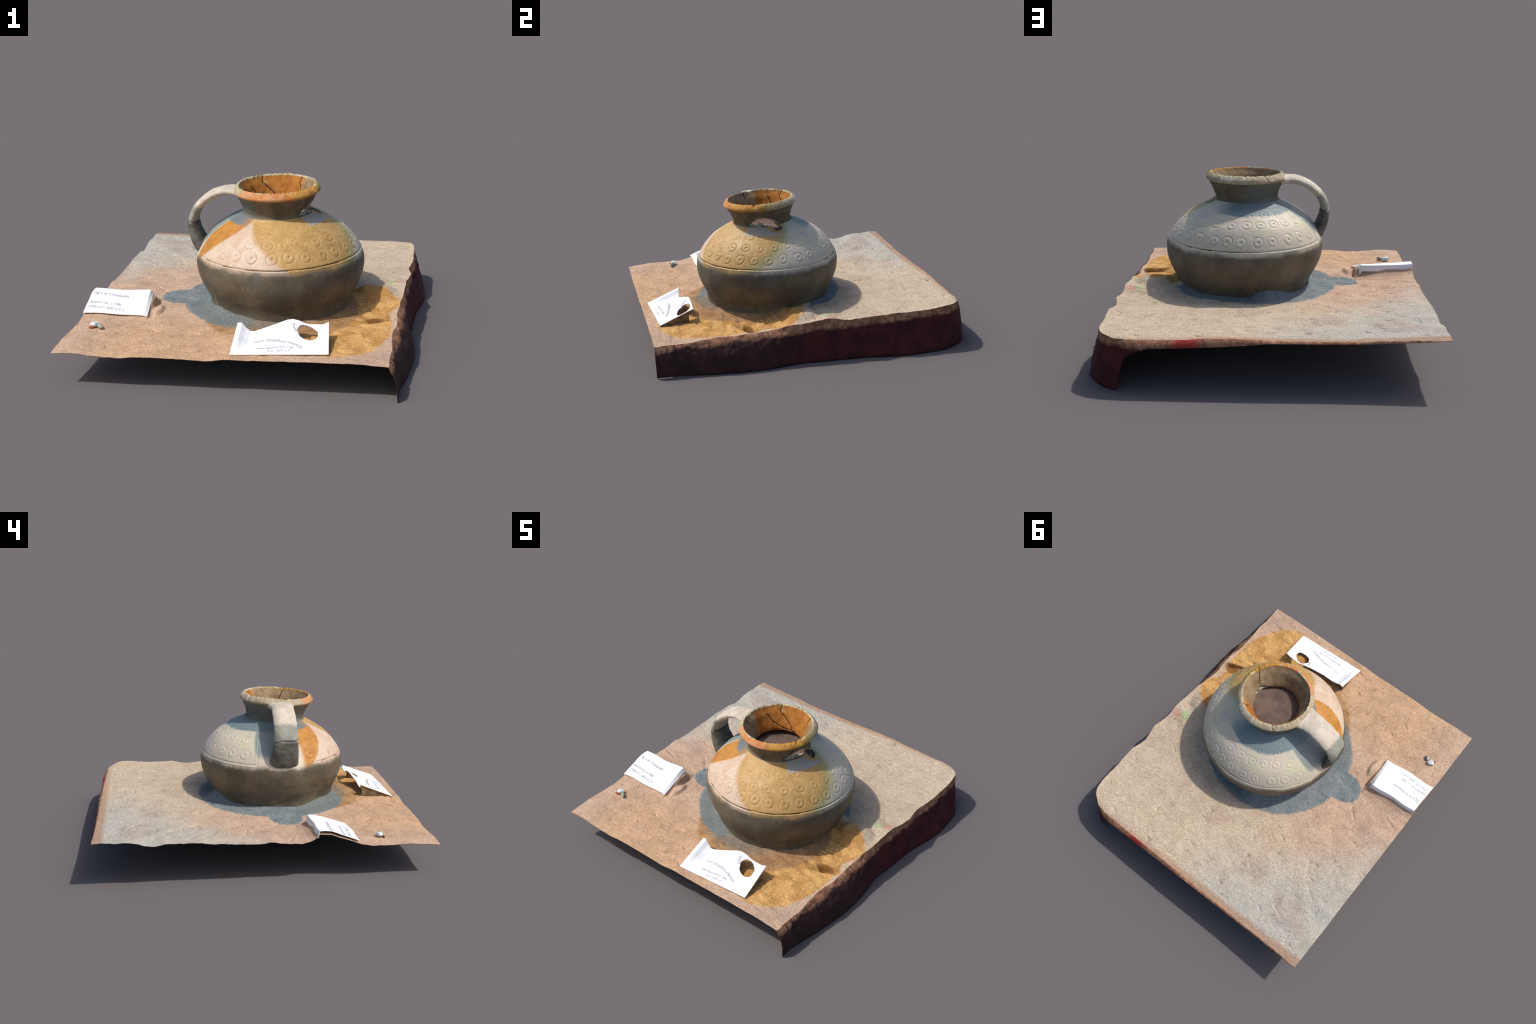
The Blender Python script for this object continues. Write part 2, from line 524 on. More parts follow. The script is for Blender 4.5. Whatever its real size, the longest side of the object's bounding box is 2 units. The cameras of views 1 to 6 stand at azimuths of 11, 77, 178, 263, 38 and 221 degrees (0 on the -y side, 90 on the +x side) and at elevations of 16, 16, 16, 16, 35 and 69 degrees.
NU, NV = 450, 530
uu = np.linspace(0, 1, NU)
vv = np.linspace(0, 1, NV)
U, V = np.meshgrid(uu, vv)
Y0 = -.997
YB = lin(U, [(0, .994), (.1, .984), (.5, .972), (.8, .962), (.93, .955), (.965, .942), (1, .895)])
Y = Y0 + V * (YB - Y0)
XR = lin(np.broadcast_to(vv[:, None] * 1.892 + Y0, U.shape), RIGHT_EDGE_X)
ragged = fbm(np.stack([np.zeros(NV), vv * 2, np.zeros(NV)], -1), 9, 4, 91) * .008 * smooth(0, .05, vv)
X = -.928 + U * (XR + ragged[:, None] * smooth(.8, 1, U) + .928)
P2 = np.stack([X.ravel(), Y.ravel(), np.zeros(X.size)], -1)


def base_height(x, y):
    """Coons patch through the four edge profiles plus the features lying on it"""
    u = np.clip((x + .928) / (lin(y, RIGHT_EDGE_X) + .928), 0, 1)
    v = np.clip((y + .997) / 1.96, 0, 1)
    l, r = pw(y, LEFT_EDGE_Z), pw(y, RIGHT_EDGE_Z)
    f, b = pw(x, FRONT_EDGE_Z), pw(x, BACK_EDGE_Z)
    # the small bumps of an edge die out inwards
    ls, rs = .1875 + .05 * (y + 1), .186 + .040 * (y + 1)
    l = ls + (l - ls) * np.exp(-u / .16)
    r = rs + (r - rs) * np.exp(-(1 - u) / .22)
    c = (1 - u) * (1 - v) * .190 + u * (1 - v) * .186 + (1 - u) * v * .285 + u * v * .256
    z = (1 - u) * l + u * r + (1 - v) * f + v * b - c
    # broad swell in the front left, slight hollows behind and right of the jug
    z = z + .007 * np.exp(-(((x + .55) / .30) ** 2 + ((y + .68) / .22) ** 2))
    z = z - .006 * np.exp(-(((x - .05) / .35) ** 2 + ((y - .42) / .20) ** 2))
    z = z - .006 * np.exp(-(((x - .60) / .18) ** 2 + ((y - .22) / .20) ** 2))
    # mound of sand right of the jug, the hollow and the pit in front of it
    z = z + .034 * smooth(1.25, .55, np.hypot((x - .655) / .11, (y + .07) / .10))
    z = z - .016 * np.exp(-(((x - .62) / .12) ** 2 + ((y + .30) / .14) ** 2))
    d, _ = polyline_distance(x, y, [(.60, -.445), (.68, -.425), (.758, -.388)])
    z = z - .042 * smooth(.040, .022, d) * smooth(.60, .68, x) * smooth(.778, .752, x)
    # skirt of sand pushed up round the foot of the jug
    rr = np.hypot(x - .128, y + .150)
    az = np.degrees(np.arctan2(y + .150, x - .128)) % 360
    amp = lin(az, [(0, .022), (25, .018), (60, .008), (95, .006), (108, .06), (118, .05), (135, .01), (170, .02), (200, .018), (222, .050), (250, .034), (275, .014), (320, .008), (345, .018), (360, .022)])
    z = z + amp * np.exp(-np.maximum(rr - .405, 0) / .030) * smooth(.36, .40, rr)
    return z


x, y = X.ravel(), Y.ravel()
z = base_height(x, y)
q3 = np.stack([x, y, np.zeros_like(x)], -1)
z += .0045 * fbm(q3 * [1, 1.7, 1], 5, 4, 3) + .0030 * fbm(q3 * [1, 1.6, 1], 26, 4, 9, .6)
# trowel dents and chips
for k in range(190):
    cx, cy = rng.uniform(-.88, .80), rng.uniform(-.95, .92)
    if cx < .3 and rng.random() < .4:
        cx += .5
    if np.hypot(cx - .12, cy + .15) < .45:
        continue
    a = math.radians(rng.normal(25, 35))
    la, lb = rng.uniform(.012, .034), rng.uniform(.005, .010)
    dx, dy = x - cx, y - cy
    s, t = dx * math.cos(a) + dy * math.sin(a), -dx * math.sin(a) + dy * math.cos(a)
    t = t + .25 * s * np.sin(s * 60 + k)
    z -= rng.uniform(.004, .010) * np.exp(-(s / la) ** 2 - (t / lb) ** 2)
# long shallow cracks and ridges
for line, depth, width in [([(-.80, .62), (-.66, .52), (-.56, .36), (-.50, .30)], .007, .012), ([(-.78, .34), (-.62, .22), (-.56, .12)], .005, .010),
                           ([(-.30, .66), (-.22, .58), (-.20, .47)], .004, .008), ([(.28, .52), (.36, .46), (.42, .40)], .004, .007),
                           ([(-.60, -.52), (-.50, -.62), (-.44, -.80)], .004, .010), ([(-.46, -.28), (-.52, -.14), (-.64, -.02)], .006, .012),
                           ([(-.90, -.12), (-.72, -.19), (-.56, -.21)], .006, .010), ([(.46, -.62), (.53, -.70), (.50, -.84), (.60, -.93)], .005, .012),
                           ([(.40, .74), (.52, .70), (.60, .71)], .005, .008), ([(-.86, .70), (-.70, .74), (-.60, .70)], -.007, .03)]:
    d, _ = polyline_distance(x, y, line)
    d = np.abs(d + .014 * fbm(q3, 13, 3, 5))
    z -= depth * np.exp(-(d / (width * .6)) ** 2) * (.55 + .9 * fbm(q3, 10, 2, 6))
# ripples in the orange sand
ripple_zone = smooth(1.05, .8, np.hypot((x - .52) / .27, (y + .52) / .40))
z += ripple_zone * .004 * np.sin(70 * (y + .25 * x) + 4 * fbm(q3, 9, 3, 31)) * (.5 + .5 * fbm(q3, 7, 2, 12))
mnd = np.exp(-(((x - .64) / .13) ** 2 + ((y + .18) / .16) ** 2))
z += mnd * .012 * fbm(q3 * [1, 2, 1], 22, 3, 44)
tent = label2_tent(x, y)
under = smooth(.001, .006, tent) * smooth(LABEL2["x1"] + .03, LABEL2["x1"], x)
z = base_height(x, y) + (z - base_height(x, y)) * (1 - .9 * under) + tent
# lump of sand at the end of the left label
z += .022 * smooth(1.2, .5, np.hypot((x + .530) / .032, (y + .405) / .075))
# flattened around the jug foot hidden inside it
top = np.stack([x, y, z], -1)
nv_top = len(top)

# the broken side: a strip that runs down the right edge, round the far corner and along the far edge
border = np.concatenate([np.arange(NV) * NU + NU - 1, ((NV - 1) * NU + np.arange(NU))[::-1][1:]])
BOTTOM_X = [(-1, .813), (-.87, .817), (-.74, .840), (-.60, .864), (-.40, .880), (-.30, .877), (-.20, .863), (-.10, .851), (0, .861), (.17, .872),
            (.30, .885), (.42, .911), (.53, .928), (.67, .926), (.75, .920)]
B = top[border]
E = np.zeros_like(B)
nright = NV
ys = B[:nright, 1]
E[:nright, 0] = pw(ys, BOTTOM_X)
E[:nright, 1] = ys
E[:nright, 2] = .002
# corner and far side: bottom outline described against the position along the border
far = np.arange(len(B))
tcorner = ys > .70
kk = (ys[tcorner] - .70) / (ys.max() - .70)
E[:nright][tcorner] = np.stack([lin(kk, [(0, .925), (.5, .912), (1, .870)]), lin(kk, [(0, .70), (.5, .80), (1, .885)]), np.full(kk.shape, .001)], -1)
xb = B[nright:, 0]
E[nright:, 0] = lin(-xb, [(-.845, .870), (-.80, .815), (-.76, .753), (-.72, .735), (-.66, .700), (-.60, .640), (-.55, .577), (-.45, .45), (.93, -.928)])
E[nright:, 1] = lin(-xb, [(-.845, .885), (-.80, .952), (-.76, .992), (-.70, .988), (-.60, .988), (.60, .990), (.93, .9965)])
E[nright:, 2] = lin(-xb, [(-.79, .001), (-.755, .003), (-.725, .075), (-.68, .162), (-.62, .200), (-.56, .222), (-.42, .228), (-.27, .235), (-.13, .243), (0, .255), (.13, .256),
                          (.31, .256), (.48, .259), (.67, .268), (.80, .276), (.93, .284)])
K = 26
late = smooth(-.5, .25, B[:, 1]) * np.where(np.arange(len(B)) < nright, 1, smooth(.60, .80, B[:, 0]))
strip = []
side_seed = np.stack([B[:, 0], B[:, 1], B[:, 2]], -1)
for k in range(1, K + 1):
    t = k / K
    drop = t ** 1.15
    out = (1 - (1 - t) ** 2.1) * (1 - late) + t ** 1.15 * late
    out = out[:, None]
    row = B.copy()
    row[:, :2] += (E[:, :2] - B[:, :2]) * out
    row[:, 2] += (E[:, 2] - B[:, 2]) * drop
    nrm = E[:, :2] - B[:, :2]
    nrm = nrm / np.maximum(np.linalg.norm(nrm, axis=1, keepdims=True), 1e-9)
    rough = .010 * fbm(row, 11, 4, 61) * smooth(0, .15, t) * smooth(1, .8, t) + .008 * fbm(row, 30, 3, 71) * smooth(0, .1, t) * smooth(.7, .2, t)
    high = smooth(.03, .12, B[:, 2] - E[:, 2])
    row[:, :2] += nrm * (rough * high)[:, None]
    strip.append(row)
strip = np.array(strip)
allv = np.concatenate([top, strip.reshape(-1, 3)])
ft = grid_quads(NV, NU)
nb = len(border)
first = np.stack([border[:-1], nv_top + np.arange(nb - 1), nv_top + np.arange(1, nb), border[1:]], -1)
fs = np.concatenate([first, grid_quads(K, nb, base=nv_top)[:, ::-1]])
# orientation: both outward / up
nall = vertex_normals(allv, np.concatenate([ft, fs]))
if nall[:nv_top, 2].mean() < 0:
    nall = -nall
CRUST = .0045


def sheet(name, faces, material, parent, open_edges):
    """a crust of even thickness under one region of the skin: skin, back and the open rims"""
    faces = np.asarray(faces)
    used = np.unique(faces)
    remap = np.full(len(allv), -1)
    remap[used] = np.arange(len(used))
    v = allv[used]
    back = v - nall[used] * CRUST
    back[:, 2] = np.maximum(back[:, 2], 0.0005)
    f = remap[faces]
    n = len(used)
    c = np.cross(v[f[0, 1]] - v[f[0, 0]], v[f[0, 2]] - v[f[0, 0]])
    if c @ nall[used][f[0, 0]] < 0:
        f = f[:, ::-1]
    quads = [f, f[:, ::-1] + n]
    for e in open_edges:
        e = remap[np.asarray(e)]
        quads.append(np.stack([e[:-1], e[1:], e[1:] + n, e[:-1] + n], -1))
    normals = np.concatenate([nall[used], -nall[used]])
    return make_object(name, np.concatenate([v, back]), np.concatenate(quads), material, parent, True)


base = make_thing("display_base", (0, 0, 0), "sand covered stone slab with broken dark red side", "stone base")
left_col = np.arange(NV) * NU
front_row = np.arange(NU)
strip_start = nv_top + np.arange(K) * nb
strip_end = nv_top + np.arange(K) * nb + nb - 1
strip_low = nv_top + (K - 1) * nb + np.arange(nb)
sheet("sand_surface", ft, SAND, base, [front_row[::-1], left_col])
sheet("broken_side", fs, SIDE, base, [np.concatenate([[border[0]], strip_start])[::-1], strip_low[::-1], np.concatenate([[border[-1]], strip_end])])


# ============================================================ jug
PROFILE = [(.19, .400), (.225, .398), (.26, .400), (.29, .411), (.32, .4279), (.36, .4455), (.40, .4593), (.44, .4655), (.48, .4653), (.52, .4520),
           (.56, .4296), (.60, .4000), (.64, .3616), (.67, .3190), (.70, .2706), (.715, .2420), (.727, .2170), (.735, .2030)]
NECK_PROFILE = [(.743, .1930), (.753, .1880), (.775, .1912), (.80, .2004), (.825, .2120), (.848, .2235)]
RIM_PROFILE = [(.852, .2275), (.856, .2350), (.861, .2400), (.868, .2405), (.877, .2355), (.886, .2280), (.893, .2190), (.8955, .2135)]
INNER = [(.8945, .2095), (.887, .2065), (.874, .1990), (.85, .1830), (.825, .1720), (.80, .1610), (.775, .1500), (.755, .1440), (.742, .1450)]


def resample(points, step):
    p = np.asarray(points, float)
    s = np.concatenate([[0], np.cumsum(np.hypot(*np.diff(p, axis=0).T))])
    n = max(2, int(round(s[-1] / step)) + 1)
    t = np.linspace(0, s[-1], n)
    return np.stack([pw(t, np.stack([s, p[:, 0]], -1)), pw(t, np.stack([s, p[:, 1]], -1))], -1)


full = np.asarray(PROFILE + NECK_PROFILE + RIM_PROFILE)
arc = np.concatenate([[0], np.cumsum(np.hypot(*np.diff(full, axis=0).T))])


def arc_at_z(zq):
    return np.interp(zq, full[:, 0], arc)


def sample_arc(s):
    return np.stack([pw(s, np.stack([arc, full[:, 0]], -1)), pw(s, np.stack([arc, full[:, 1]], -1))], -1)


NC = 1440
s_nb = float(arc_at_z(.741))
s_rim = float(arc_at_z(.8505))
rows_s = np.concatenate([np.arange(0, arc_at_z(.505), .009), np.arange(arc_at_z(.505), arc_at_z(.72), .0024),
                         np.arange(arc_at_z(.72), s_rim, .0040), np.arange(s_rim, arc[-1], .0040), [arc[-1]]])
outer = sample_arc(rows_s)
NR = len(rows_s)
azr = np.arange(NC) / NC * 2 * math.pi
azd = np.degrees(azr)
signed = (azd + 180) % 360 - 180

AZ, S = np.meshgrid(azd, rows_s)
ZZ = np.broadcast_to(outer[:, :1], AZ.shape).copy()
RR = np.broadcast_to(outer[:, 1:], AZ.shape).copy()
disp = np.zeros_like(AZ)

# incised line round the greatest width, left out under the handle
line_on = np.where((AZ > 207) | (AZ < 161), 1.0, 0.0)
wav = .002 * np.sin(np.radians(AZ * 3)) - .004 * np.sin(np.radians(AZ))
disp -= line_on * .0070 * np.exp(-((S - arc_at_z(.525) + wav) / .0030) ** 2)
disp += line_on * .0020 * np.exp(-((S - arc_at_z(.525) + wav + .008) / .004) ** 2)
# the panel of circles ends in upright lines beside the handle
for a0, dpt in ((161.5, .0035), (158.8, .0018)):
    arcd = RR * np.radians(AZ - a0 + 8 * (ZZ - .6))
    disp -= dpt * np.exp(-(arcd / .0028) ** 2) * ((ZZ > .525) & (ZZ < .715))
# rings at the root of the neck
for zr, dpt in ((.722, .0025), (.731, .002)):
    disp -= dpt * np.exp(-((S - arc_at_z(zr)) / .004) ** 2) * smooth(30, 60, AZ) * smooth(285, 250, AZ)

# three rows of stamped circles with a dimple in the middle
stamps = []
for zrow, step_deg, first_az, last_az, lift, rad in ((.576, 12.55, 208, 515, .002, .0315), (.6435, 13.7, 213, 515, .012, .0300), (.6920, 18.4, 217, 505, .008, .0280)):
    a = first_az
    while a < last_az:
        zc = zrow + lift * math.sin(math.radians(a)) + rng.normal(0, .0022)
        stamps.append((a + rng.normal(0, .7), zc, rad * rng.uniform(.92, 1.05), rng.uniform(.6, 1.1)))
        a += step_deg * rng.uniform(.93, 1.07)
for a0, zc, rad, deep in stamps:
    sc = float(arc_at_z(zc))
    r0 = math.radians(a0)
    ci = int(round((a0 % 360) / 360 * NC))
    half = int(rad * 1.4 / .27 / (2 * math.pi) * NC)
    cols = (ci + np.arange(-half, half + 1)) % NC
    rws = np.where(np.abs(rows_s - sc) < rad * 1.4)[0]
    if not len(rws):
        continue
    sub = np.ix_(rws, cols)
    da = (AZ[sub] - a0 + 180) % 360 - 180
    du = RR[sub] * np.radians(da)
    ds = S[sub] - sc
    ang = np.arctan2(ds, du)
    d = np.hypot(du, ds) * (1 + .05 * np.sin(2 * ang + a0))
    fade = 1.0 if zc < .67 else .75
    disp[sub] -= deep * fade * .0052 * np.exp(-((d - rad) / .0024) ** 2) * (.75 + .25 * np.sin(ang + a0 * 3))
    disp[sub] -= deep * fade * .0065 * np.exp(-((np.hypot(du - .002, ds)) / .0062) ** 2)
    disp[sub] += fade * .0012 * np.exp(-((d - rad * .5) / (rad * .25)) ** 2)

# centre line wanders from the belly axis to the leaning neck
bx, by = body_centre(ZZ)
nx, ny = neck_centre(ZZ)
wn = smooth(.70, .745, ZZ)
CX, CY = bx + (nx - bx) * wn, by + (ny - by) * wn
COS, SIN = np.cos(np.radians(AZ)), np.sin(np.radians(AZ))


def lathe(zz, rr, cx, cy):
    tilt = .055 * smooth(.70, .76, zz)
    return np.stack([cx + rr * COS[: len(zz)], cy + rr * SIN[: len(zz)], zz + tilt * rr * SIN[: len(zz)]], -1)


pts = lathe(ZZ, RR, CX, CY).reshape(-1, 3)
lump = .0025 * smooth(.76, .70, ZZ).ravel() + .0028 * fbm(pts, 4.0, 3, 21) + .0007 * fbm(pts, 40, 3, 25)
lump += .007 * np.exp(-(((AZ - 158) / 42) ** 2 + ((ZZ - .58) / .11) ** 2)).ravel()
low_left = np.exp(-(((AZ - 228) / 26) ** 2 + ((ZZ - .33) / .07) ** 2)).ravel()
lump += -.010 * low_left + low_left * .010 * fbm(pts, 14, 3, 28)
# chipped rim
zrim = smooth(.850, .880, ZZ).ravel()
lump += zrim * .0060 * fbm(pts, 15, 3, 35)
# neck cracks (outside) and mended joints
NECK_CRACKS = [[(120, .895), (124, .860), (112, .82), (97, .775), (92, .748)], [(150, .85), (140, .80), (122, .765), (104, .752), (82, .748)],
               [(54, .90), (56, .86), (50, .83)], [(-22, .90), (-18, .86), (-12, .805)], [(196, .90), (200, .868), (198, .85)]]


def crack_mask(az, zq, width=.0035):
    m = np.zeros(az.shape)
    for line in NECK_CRACKS:
        l = np.asarray(line, float)
        a = (az - l[:, 0].mean() + 180) % 360 - 180
        d, f = polyline_distance(a * .0034 + .0016 * np.sin(zq * 300), zq, np.stack([(l[:, 0] - l[:, 0].mean()) * .0034, l[:, 1]], -1))
        m = np.maximum(m, np.exp(-(d / width) ** 2))
    return m


cr = crack_mask(AZ, ZZ).ravel() * smooth(.742, .75, ZZ.ravel())
pts = lathe(ZZ, RR + disp, CX, CY).reshape(-1, 3)
NRM0 = vertex_normals(pts, grid_quads(NR, NC, True))
if (NRM0[:, 0] * (pts[:, 0] - .12) + NRM0[:, 1] * (pts[:, 1] + .15)).mean() < 0:
    NRM0 = -NRM0
pts = pts + NRM0 * (lump - .004 * cr)[:, None]
chip = fbm(np.stack([np.cos(azr) * 2, np.sin(azr) * 2, 0 * azr], -1), 11, 4, 77)
notch = -.010 * np.exp(-((azd - 186) / 4.5) ** 2) - .007 * np.exp(-((azd - 338) / 2.5) ** 2) + .004 * np.exp(-((azd - 165) / 14) ** 2)
lip = np.tile(.0050 * chip + notch, NR) * smooth(.872, .897, ZZ).ravel()
pts[:, 2] += lip

# inside of the neck: one inner row for each outer row above the neck root, in reverse, then the shoulder from within
in_prof = np.asarray(INNER)
i_arc = np.concatenate([[0], np.cumsum(np.hypot(*np.diff(in_prof, axis=0).T))])
n_neck = int((rows_s >= arc_at_z(.752)).sum())
t_in = np.linspace(0, i_arc[-1], n_neck)
neck_in = np.stack([pw(t_in, np.stack([i_arc, in_prof[:, 0]], -1)), pw(t_in, np.stack([i_arc, in_prof[:, 1]], -1))], -1)
# rows below the neck root mirror the outer shoulder rows at wall thickness
sh_idx = np.where((rows_s < arc_at_z(.752)) & (rows_s > arc_at_z(.64)))[0][::-1]
wall = .024
dz, dr = np.gradient(outer[:, 0], rows_s), np.gradient(outer[:, 1], rows_s)
sh_in = np.stack([outer[sh_idx, 0] - wall * (-dr[sh_idx]), outer[sh_idx, 1] - wall * dz[sh_idx]], -1)
blend = smooth(0, .05, (arc_at_z(.752) - rows_s[sh_idx]))
sh_in = sh_in * blend[:, None] + np.stack([np.minimum(outer[sh_idx, 0] - .012, .742), np.maximum(outer[sh_idx, 1] - .032, .145)], -1) * (1 - blend[:, None])
deep_in = resample([tuple(sh_in[-1]), (.60, .330), (.575, .300), (.560, .240), (.555, .10), (.555, .004)], .02)[1:]
inner_prof = np.concatenate([neck_in, sh_in, deep_in])
NI = len(inner_prof)
AZi = np.broadcast_to(azd, (NI, NC))
Zi = np.broadcast_to(inner_prof[:, :1], (NI, NC)).copy()
Ri = np.broadcast_to(inner_prof[:, 1:], (NI, NC)).copy()
bx, by = body_centre(Zi)
nx, ny = neck_centre(Zi)
wn = smooth(.70, .745, Zi)
cxi, cyi = bx + (nx - bx) * wn, by + (ny - by) * wn
ti = .055 * smooth(.70, .76, Zi)
Ci, Si = np.cos(np.radians(AZi)), np.sin(np.radians(AZi))
cri = crack_mask(AZi, Zi, .0042) * smooth(.742, .75, Zi)
q = np.stack([cxi + Ri * Ci, cyi + Ri * Si, Zi], -1).reshape(-1, 3)
Ri2 = Ri + .004 * cri + (.004 * fbm(q, 9, 3, 81) + .0012 * fbm(q, 40, 2, 85)).reshape(NI, NC)
ptsi = np.stack([cxi + Ri2 * Ci, cyi + Ri2 * Si, Zi + ti * Ri * Si], -1).reshape(-1, 3)
ptsi[:, 2] += np.tile(.0050 * chip + notch, NI) * smooth(.872, .893, Zi).ravel()

V_all = np.concatenate([pts, ptsi])
F_out = grid_quads(NR, NC, True)
F_in = grid_quads(NI, NC, True, base=NR * NC)
F_lip = np.stack([(NR - 1) * NC + np.arange(NC), (NR - 1) * NC + (np.arange(NC) + 1) % NC, NR * NC + (np.arange(NC) + 1) % NC, NR * NC + np.arange(NC)], -1)

# hole broken through the root of the neck (angle from +x, arc length above the neck root)
HOLE = [(-44, .014), (-38, .030), (-28, .046), (-18, .064), (-10, .070), (-2, .058), (6, .050), (14, .034), (19, .012), (21, -.012), (19, -.034),
        (10, -.050), (2, -.056), (4, -.030), (6, -.006), (-2, .003), (-14, .001), (-26, -.003), (-36, .004)]
row_out = np.repeat(np.arange(NR - 1), NC)
col_out = np.tile(np.arange(NC), NR - 1)
jag_a = signed[col_out] + 1.6 * value_noise(np.stack([col_out * .11, row_out * .25, 0 * row_out], -1), 5)
jag_s = (rows_s[row_out] - s_nb) + .004 * value_noise(np.stack([col_out * .09, row_out * .3, 0 * row_out], -1), 6)
gone = in_polygon(jag_a, jag_s, HOLE)
gone_grid = gone.reshape(NR - 1, NC)
# matching inner row of an outer row
match = np.full(NR, -1)
for k in range(n_neck):
    match[NR - 1 - k] = k
for k, r in enumerate(sh_idx):
    match[r] = n_neck + k
gi = np.zeros((NI - 1, NC), bool)
for r in range(NR - 1):
    if gone_grid[r].any() and match[r] >= 0 and match[r + 1] >= 0:
        gi[match[r + 1]] |= gone_grid[r]
walls = []
for r, c in zip(*np.where(gone_grid)):
    c2 = (c + 1) % NC
    o = lambda rr, cc: rr * NC + cc
    i_ = lambda rr, cc: NR * NC + match[rr] * NC + cc
    for (nr, nc, a, b) in ((r - 1, c, (r, c), (r, c2)), (r + 1, c, (r + 1, c2), (r + 1, c)), (r, (c - 1) % NC, (r + 1, c), (r, c)), (r, c2, (r, c2), (r + 1, c2))):
        if not gone_grid[nr, nc]:
            walls.append((o(*b), o(*a), i_(*a), i_(*b)))
F_out = F_out[~gone]
row_out = row_out[~gone]
F_in = F_in[~gi.ravel()]
row_in = np.repeat(np.arange(NI - 1), NC)[~gi.ravel()]

Nrm = vertex_normals(V_all, np.concatenate([F_out, F_lip, F_in]))
a_test = np.arange(60 * NC, 61 * NC)
flip = (Nrm[a_test, 0] * (pts[a_test, 0] - .12) + Nrm[a_test, 1] * (pts[a_test, 1] + .15)).mean() < 0
if flip:
    Nrm = -Nrm
    F_out, F_in, F_lip = F_out[:, ::-1], F_in[:, ::-1], F_lip[:, ::-1]

jug = make_thing("clay_jug", (.124, -.15, .235), "round ancient clay jug with stamped circles and mended handle", "jug")
r_neck = int(np.searchsorted(rows_s, s_nb - .002))
r_rim = int(np.searchsorted(rows_s, s_rim))
is_body = row_out < r_neck
is_neck = (row_out >= r_neck) & (row_out < r_rim)
crf = cr.reshape(NR, NC)
groove = (line_on * np.exp(-((S - arc_at_z(.525) + wav) / .0030) ** 2)).ravel()
fb = F_out[is_body]
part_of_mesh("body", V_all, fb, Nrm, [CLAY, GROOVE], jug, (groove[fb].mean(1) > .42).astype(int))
fi = F_out[is_neck]
part_of_mesh("neck", V_all, fi, Nrm, NECK, jug)
rim_in = row_in < 2
fr = np.concatenate([F_out[row_out >= r_rim], F_lip, F_in[rim_in]])
lip_zone = np.concatenate([(row_out[row_out >= r_rim] >= NR - 3), np.ones(len(F_lip), bool), row_in[rim_in] < 2])
lip_zone &= fbm(V_all[fr].mean(1), 13, 3, 66) > -.10
part_of_mesh("rim", V_all, fr, Nrm, [RIM, RIM_LIP], jug, lip_zone.astype(int))
crall = np.concatenate([cr, cri.ravel()])
ft_ = F_in[~rim_in]
part_of_mesh("inner_wall", V_all, ft_, Nrm, [THROAT, CRACK], jug, (crall[ft_].mean(1) > .60).astype(int))
if walls:
    w = np.asarray(walls)
    used = np.unique(w)
    remap = np.full(len(V_all), -1)
    remap[used] = np.arange(len(used))
    make_object("broken_edge", V_all[used], remap[w], LIME, jug, False)

# membrane where the scan's meshing closed the throat, not a real filling
nr_, na_ = 26, 96
fr_, fa_ = np.meshgrid(np.linspace(.002, .262, nr_), np.arange(na_) / na_ * 2 * math.pi, indexing="ij")
sx, sy = .118 + fr_.ravel() * np.cos(fa_.ravel()), -.155 + fr_.ravel() * np.sin(fa_.ravel())
sz = .714 - .042 * smooth(.19, .25, fr_.ravel()) + .008 * fbm(np.stack([sx, sy, 0 * sx], -1), 9, 3, 19) + .022 * smooth(.13, .22, sx - .118) * smooth(.12, .05, np.abs(sy + .125))
make_object("throat_membrane", np.stack([sx, sy, sz], -1), grid_quads(nr_, na_, True), MEMBRANE, jug)

# crumbly lime along the lower lip of the hole
m, k = 90, 14
aa = np.linspace(-45, -3, m)
rad = .0075 * (1 + .5 * fbm(np.stack([aa * .3, aa * 0, aa * 0], -1), 1.0, 3, 4)) * smooth(-45, -40, aa) * smooth(-3, -8, aa) + .001
crust = []
for j in range(k):
    th = 2 * math.pi * j / k
    rr_ = .168 + rad * 1.3 * math.cos(th)
    zz_ = .746 + .006 * np.sin(aa * .3) + rad * math.sin(th)
    cxn, cyn = neck_centre(zz_)
    crust.append(np.stack([cxn + rr_ * np.cos(np.radians(aa)), cyn + rr_ * np.sin(np.radians(aa)), zz_ + .055 * rr_ * np.sin(np.radians(aa))], -1))
crust = np.array(crust).transpose(1, 0, 2).reshape(-1, 3)
crust += (.007 * fbm(crust, 45, 3, 14))[:, None] * np.array([1, .6, 1])
make_object("lime_crust", crust, grid_quads(m, k, True), LIME, jug)

# ---------------------------------------------------------------- handle
# strap centre line in the x-z plane, half thickness and half width
HANDLE = [(-.084, .852, .026, .088), (-.100, .854, .027, .084), (-.125, .856, .026, .078), (-.161, .857, .025, .073), (-.218, .842, .025, .072), (-.272, .812, .025, .072),
          (-.319, .770, .024, .072), (-.344, .726, .024, .073), (-.353, .680, .026, .074), (-.350, .635, .029, .077), (-.335, .590, .033, .082), (-.314, .545, .037, .088), (-.280, .505, .038, .093)]
h = np.asarray(HANDLE)
hs = np.concatenate([[0], np.cumsum(np.hypot(*np.diff(h[:, :2], axis=0).T))])
NH, NK = 230, 64
t = np.linspace(0, hs[-1], NH)
hx, hz, ht, hw = (pw(t, np.stack([hs, h[:, c]], -1)) for c in range(4))
tx, tz = np.gradient(hx, t), np.gradient(hz, t)
ln = np.hypot(tx, tz)
tx, tz = tx / ln, tz / ln
th = np.linspace(0, 2 * math.pi, NK, endpoint=False)
sup = lambda v, e: np.sign(v) * np.abs(v) ** e
cs, sn = sup(np.cos(th), .85), sup(np.sin(th), .90)
hv = np.zeros((NH, NK, 3))
yc = lin(t, [(0, -.182), (.1, -.180), (.3, -.180), (.5, -.172), (hs[-1], -.165)])
